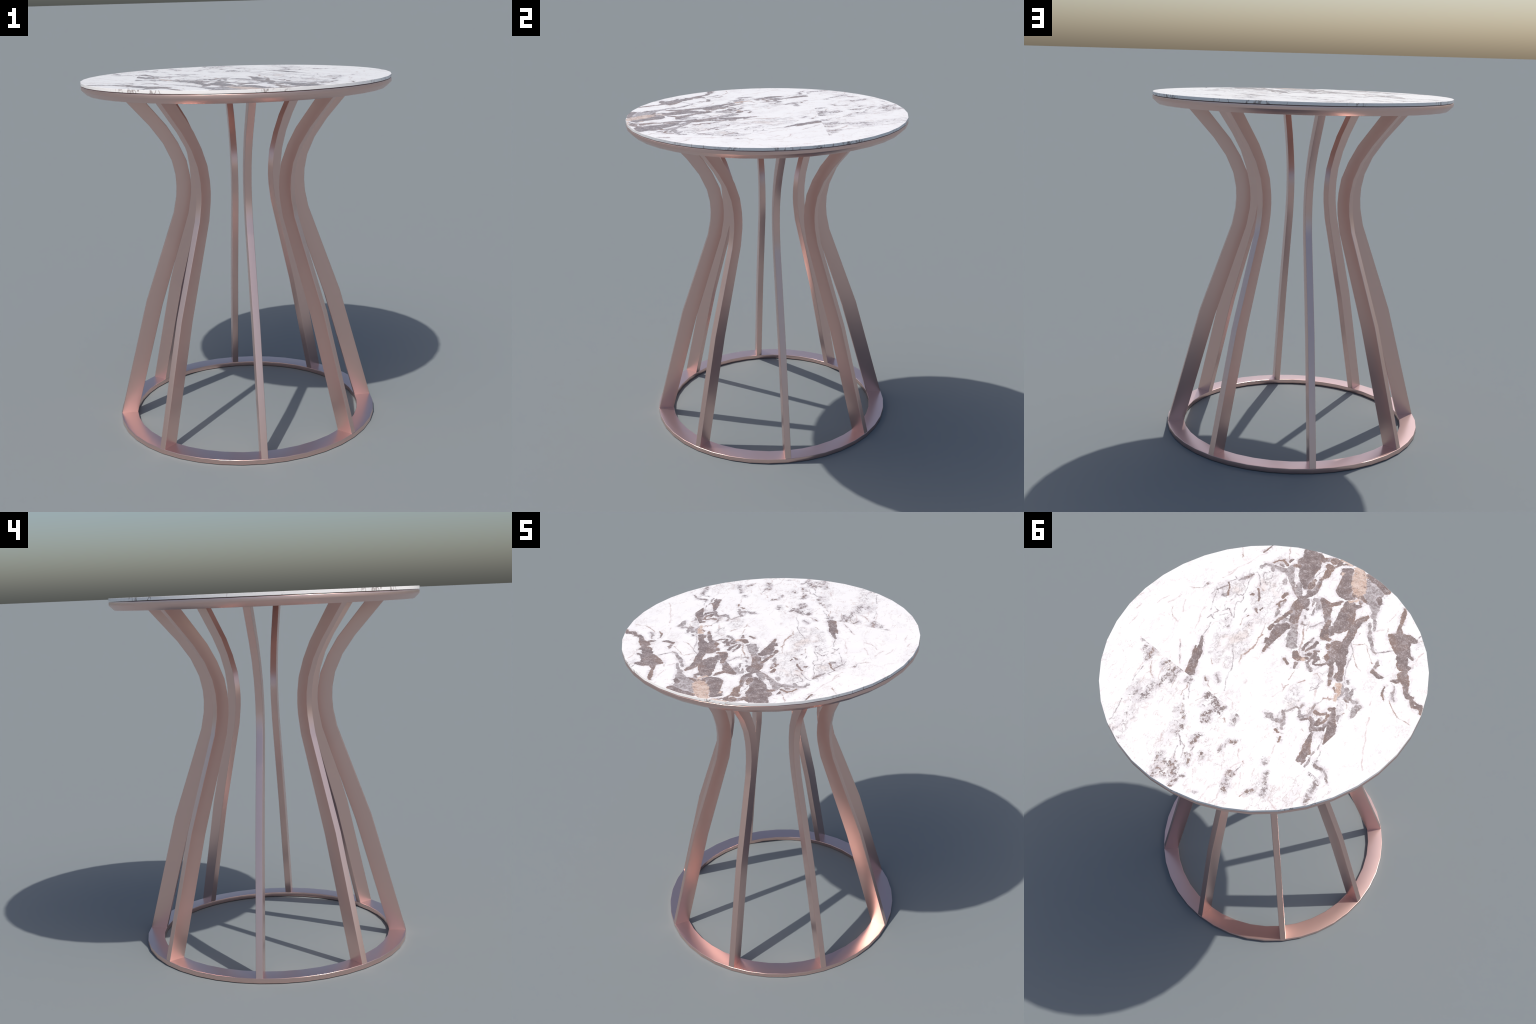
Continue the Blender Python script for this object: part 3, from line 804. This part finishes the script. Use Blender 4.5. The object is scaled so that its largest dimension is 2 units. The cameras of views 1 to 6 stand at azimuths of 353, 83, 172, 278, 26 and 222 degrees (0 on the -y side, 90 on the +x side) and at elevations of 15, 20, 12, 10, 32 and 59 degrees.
def marble_plain():
    """Sawn edge and underside: white stone with a few short upright veins."""
    mat = bpy.data.materials.new("marble_sawn_edge")
    N = Nodes(mat)
    co = N.new("ShaderNodeTexCoord").outputs["Object"]
    warp = N.vm("ADD", co, N.vm("SCALE", N.noise(co, 60.0, 2.0, col=True), scale=0.012))
    flat = N.vm("MULTIPLY", warp, (1, 1, 0.5))
    fine = N.noise(flat, 30.0, 4.0, 0.65)
    where = N.step(N.noise(flat, 3.1, 2.0), 0.47, 0.58)
    col = N.mix(N.step(fine, 0.5, 0.75, 0.0, 0.3), STONE_WHITE, rgb(0.80, 0.75, 0.76))
    lines = N.m("MULTIPLY", ridge(N, flat, 14.0, 3.0, 0.035), where)
    col = N.mix(N.m("MULTIPLY", lines, 0.8), col, rgb(0.30, 0.235, 0.22))
    col = N.mix(N.m("MULTIPLY", N.step(fine, 0.62, 0.68), where), col, rgb(0.24, 0.185, 0.175))
    stone_shader(N, col)
    return mat

METAL = rose_gold()

# ------------------------------------------------------------------ measures (m)
SIDES = 40                   # the round parts are 40-sided
TOP_R = 0.861
TOP_Z = 2.0
SLAB_BOTTOM = 1.9835
APRON_TOP = 1.9808
APRON_BOTTOM = 1.9336
RING_R, RING_IN, RING_H = 0.7656, 0.667, 0.0275
BASE_SHIFT = (0.006, 0.0010)  # legs and ring stand a few mm off the top's axis
LEG_T = 0.0373                # leg thickness across

table = link(bpy.data.objects.new("table", None))
table["label"] = "round white marble table on eight curved rose gold legs"
table["category"] = "bar table"

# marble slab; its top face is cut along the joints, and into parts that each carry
# only the veins lying near them
def slab_mesh():
    bm = bmesh.new()
    c = 0.0010
    loops = []
    for r, z in ((TOP_R - c, SLAB_BOTTOM), (TOP_R, SLAB_BOTTOM + c), (TOP_R, TOP_Z - c), (TOP_R - c, TOP_Z)):
        loops.append([bm.verts.new((r * math.cos(2 * math.pi * i / SIDES),
                                    r * math.sin(2 * math.pi * i / SIDES), z)) for i in range(SIDES)])
    for lo, hi in zip(loops, loops[1:]):
        for i in range(SIDES):
            j = (i + 1) % SIDES
            bm.faces.new((lo[i], lo[j], hi[j], hi[i]))
    bm.faces.new(loops[0][::-1])
    bm.faces.new(loops[-1])

    def on_top(f):
        return f.normal.z > 0.9 and f.calc_center_median().z > TOP_Z - 1e-4

    def cut(co, no, side=lambda c: True):
        bm.normal_update()
        faces = [f for f in bm.faces if on_top(f) and side(f.calc_center_median())]
        edges = {e for f in faces for e in f.edges}
        verts = {v for f in faces for v in f.verts}
        bmesh.ops.bisect_plane(bm, geom=list(verts) + list(edges) + faces, dist=1e-6,
                               plane_co=co, plane_no=no)

    cut((0, 0.308, TOP_Z), (JOINT_SLOPE, 1, 0))
    for x in (-0.32, -0.14, 0.02, 0.20, 0.45):
        cut((x, 0, TOP_Z), (1, 0, 0))
    for y in (-0.60, -0.45, -0.30, SIDE_FROM, 0.06, 0.50):
        cut((0, y, TOP_Z), (0, 1, 0))
    cut((-0.5605, 0, TOP_Z), (1, -JOINT_SLOPE, 0))

    bm.normal_update()
    mats, norms = [marble_plain()], []
    for f in bm.faces:
        f.smooth = True
        f.material_index = 0
        if on_top(f):
            m = f.calc_center_median()
            xs = [v.co.x for v in f.verts]
            ys = [v.co.y for v in f.verts]
            mats.append(marble_face(piece_at(m.x, m.y), (min(xs), min(ys), max(xs), max(ys))))
            f.material_index = len(mats) - 1
    for v in bm.verts:
        if v.co.z > TOP_Z - 1e-5:
            norms.append(Vector((0, 0, 1)))
        elif v.co.z < SLAB_BOTTOM + 1e-5:
            norms.append(Vector((0, 0, -1)))
        else:
            norms.append(Vector((v.co.x, v.co.y, 0)).normalized())
    me = bpy.data.meshes.new("tabletop")
    bm.to_mesh(me)
    bm.free()
    for m in mats:
        me.materials.append(m)
    me.normals_split_custom_set_from_vertices(norms)
    return me

slab = link(bpy.data.objects.new("tabletop", slab_mesh()), table)

# metal apron under the slab, chamfered towards the floor, a fine shadow gap on top
c = 0.0022
apron = link(bpy.data.objects.new("apron", revolve("apron", [
    (0, APRON_BOTTOM, -90), (0.8310, APRON_BOTTOM, -88),
    (0.8330, 1.9345, -52), (TOP_R - 0.0012, 1.9600, -42), (TOP_R, 1.9620, -4),
    (TOP_R, APRON_TOP - c, 8), (TOP_R - c, APRON_TOP, 82), (0.5000, APRON_TOP, 90),
    (0.5000, 1.9830, 90), (0, 1.9830, 90)], SIDES, METAL)), table)

# ring on the floor
c = 0.0020
ring = link(bpy.data.objects.new("base_ring", revolve("base_ring", [
    (RING_IN + c, 0, -90), (RING_R - 0.001, 0, -90), (RING_R, 0.001, -6), (RING_R, RING_H - c, 8),
    (RING_R - c, RING_H, 88), (RING_IN + c, RING_H, 92), (RING_IN, RING_H - c, 172),
    (RING_IN, c, 186)], SIDES, METAL, closed=True)), table)
ring.location = (*BASE_SHIFT, 0)

# legs: flat bars whose outer and inner edges follow these (radius, height) stations
OUTER = [(0.7630, 0.0260), (0.5770, 0.716), (0.3915, 1.239), (0.3725, 1.3345), (0.3685, 1.397),
         (0.3715, 1.460), (0.3885, 1.542), (0.4330, 1.642), (0.5040, 1.743), (0.6735, 1.9360)]
INNER = [(0.6675, 0.0260), (0.4857, 0.692), (0.3088, 1.232), (0.2900, 1.337), (0.2865, 1.394),
         (0.2900, 1.455), (0.3055, 1.541), (0.3490, 1.641), (0.4075, 1.738), (0.5690, 1.9360)]

def edge_normals(line):
    """Outward normals (in the radius-height plane) along one edge of the bar."""
    out = []
    for i in range(len(line)):
        n = Vector((0.0, 0.0))
        for a, b in ((i - 1, i), (i, i + 1)):
            if a >= 0 and b < len(line):
                d = Vector(line[b]) - Vector(line[a])
                n += Vector((d.y, -d.x)).normalized()
        out.append(n.normalized())
    return out

def leg_mesh(edge=0.0018, soft=1.6):
    """Loft an eight-cornered section (bar with eased edges) along the stations;
    'soft' tilts the normals at the edges so that the flats look slightly pillowed."""
    h = LEG_T / 2
    st, ct = math.sin(math.radians(soft)), math.cos(math.radians(soft))
    verts, norms, faces = [], [], []
    for o, i, n in zip(OUTER, INNER, edge_normals(OUTER)):
        o, i = Vector(o), Vector(i)
        w = (o - i).normalized()
        section = [(o, -h + edge, n, -st, ct), (o, h - edge, n, st, ct),
                   (o - w * edge, h, n, ct, st), (i + w * edge, h, n, ct, -st),
                   (i, h - edge, n, st, -ct), (i, -h + edge, n, -st, -ct),
                   (i + w * edge, -h, n, -ct, -st), (o - w * edge, -h, n, -ct, st)]
        for p, y, m, ny, nm in section:
            verts.append((p.x, y, p.y))
            norms.append((m.x * nm, ny, m.y * nm))
    rows = len(OUTER)
    for k in range(rows - 1):
        for j in range(8):
            a, b = k * 8 + j, k * 8 + (j + 1) % 8
            faces.append((a, b, b + 8, a + 8))
    faces.append(tuple(range(7, -1, -1)))
    faces.append(tuple(range((rows - 1) * 8, rows * 8)))
    return to_mesh("leg", verts, faces, norms, METAL)

mesh = leg_mesh()
for k in range(8):
    leg = link(bpy.data.objects.new("leg", mesh), table)
    leg.rotation_euler = (0, 0, k * math.pi / 4)
    leg.location = (*BASE_SHIFT, 0)
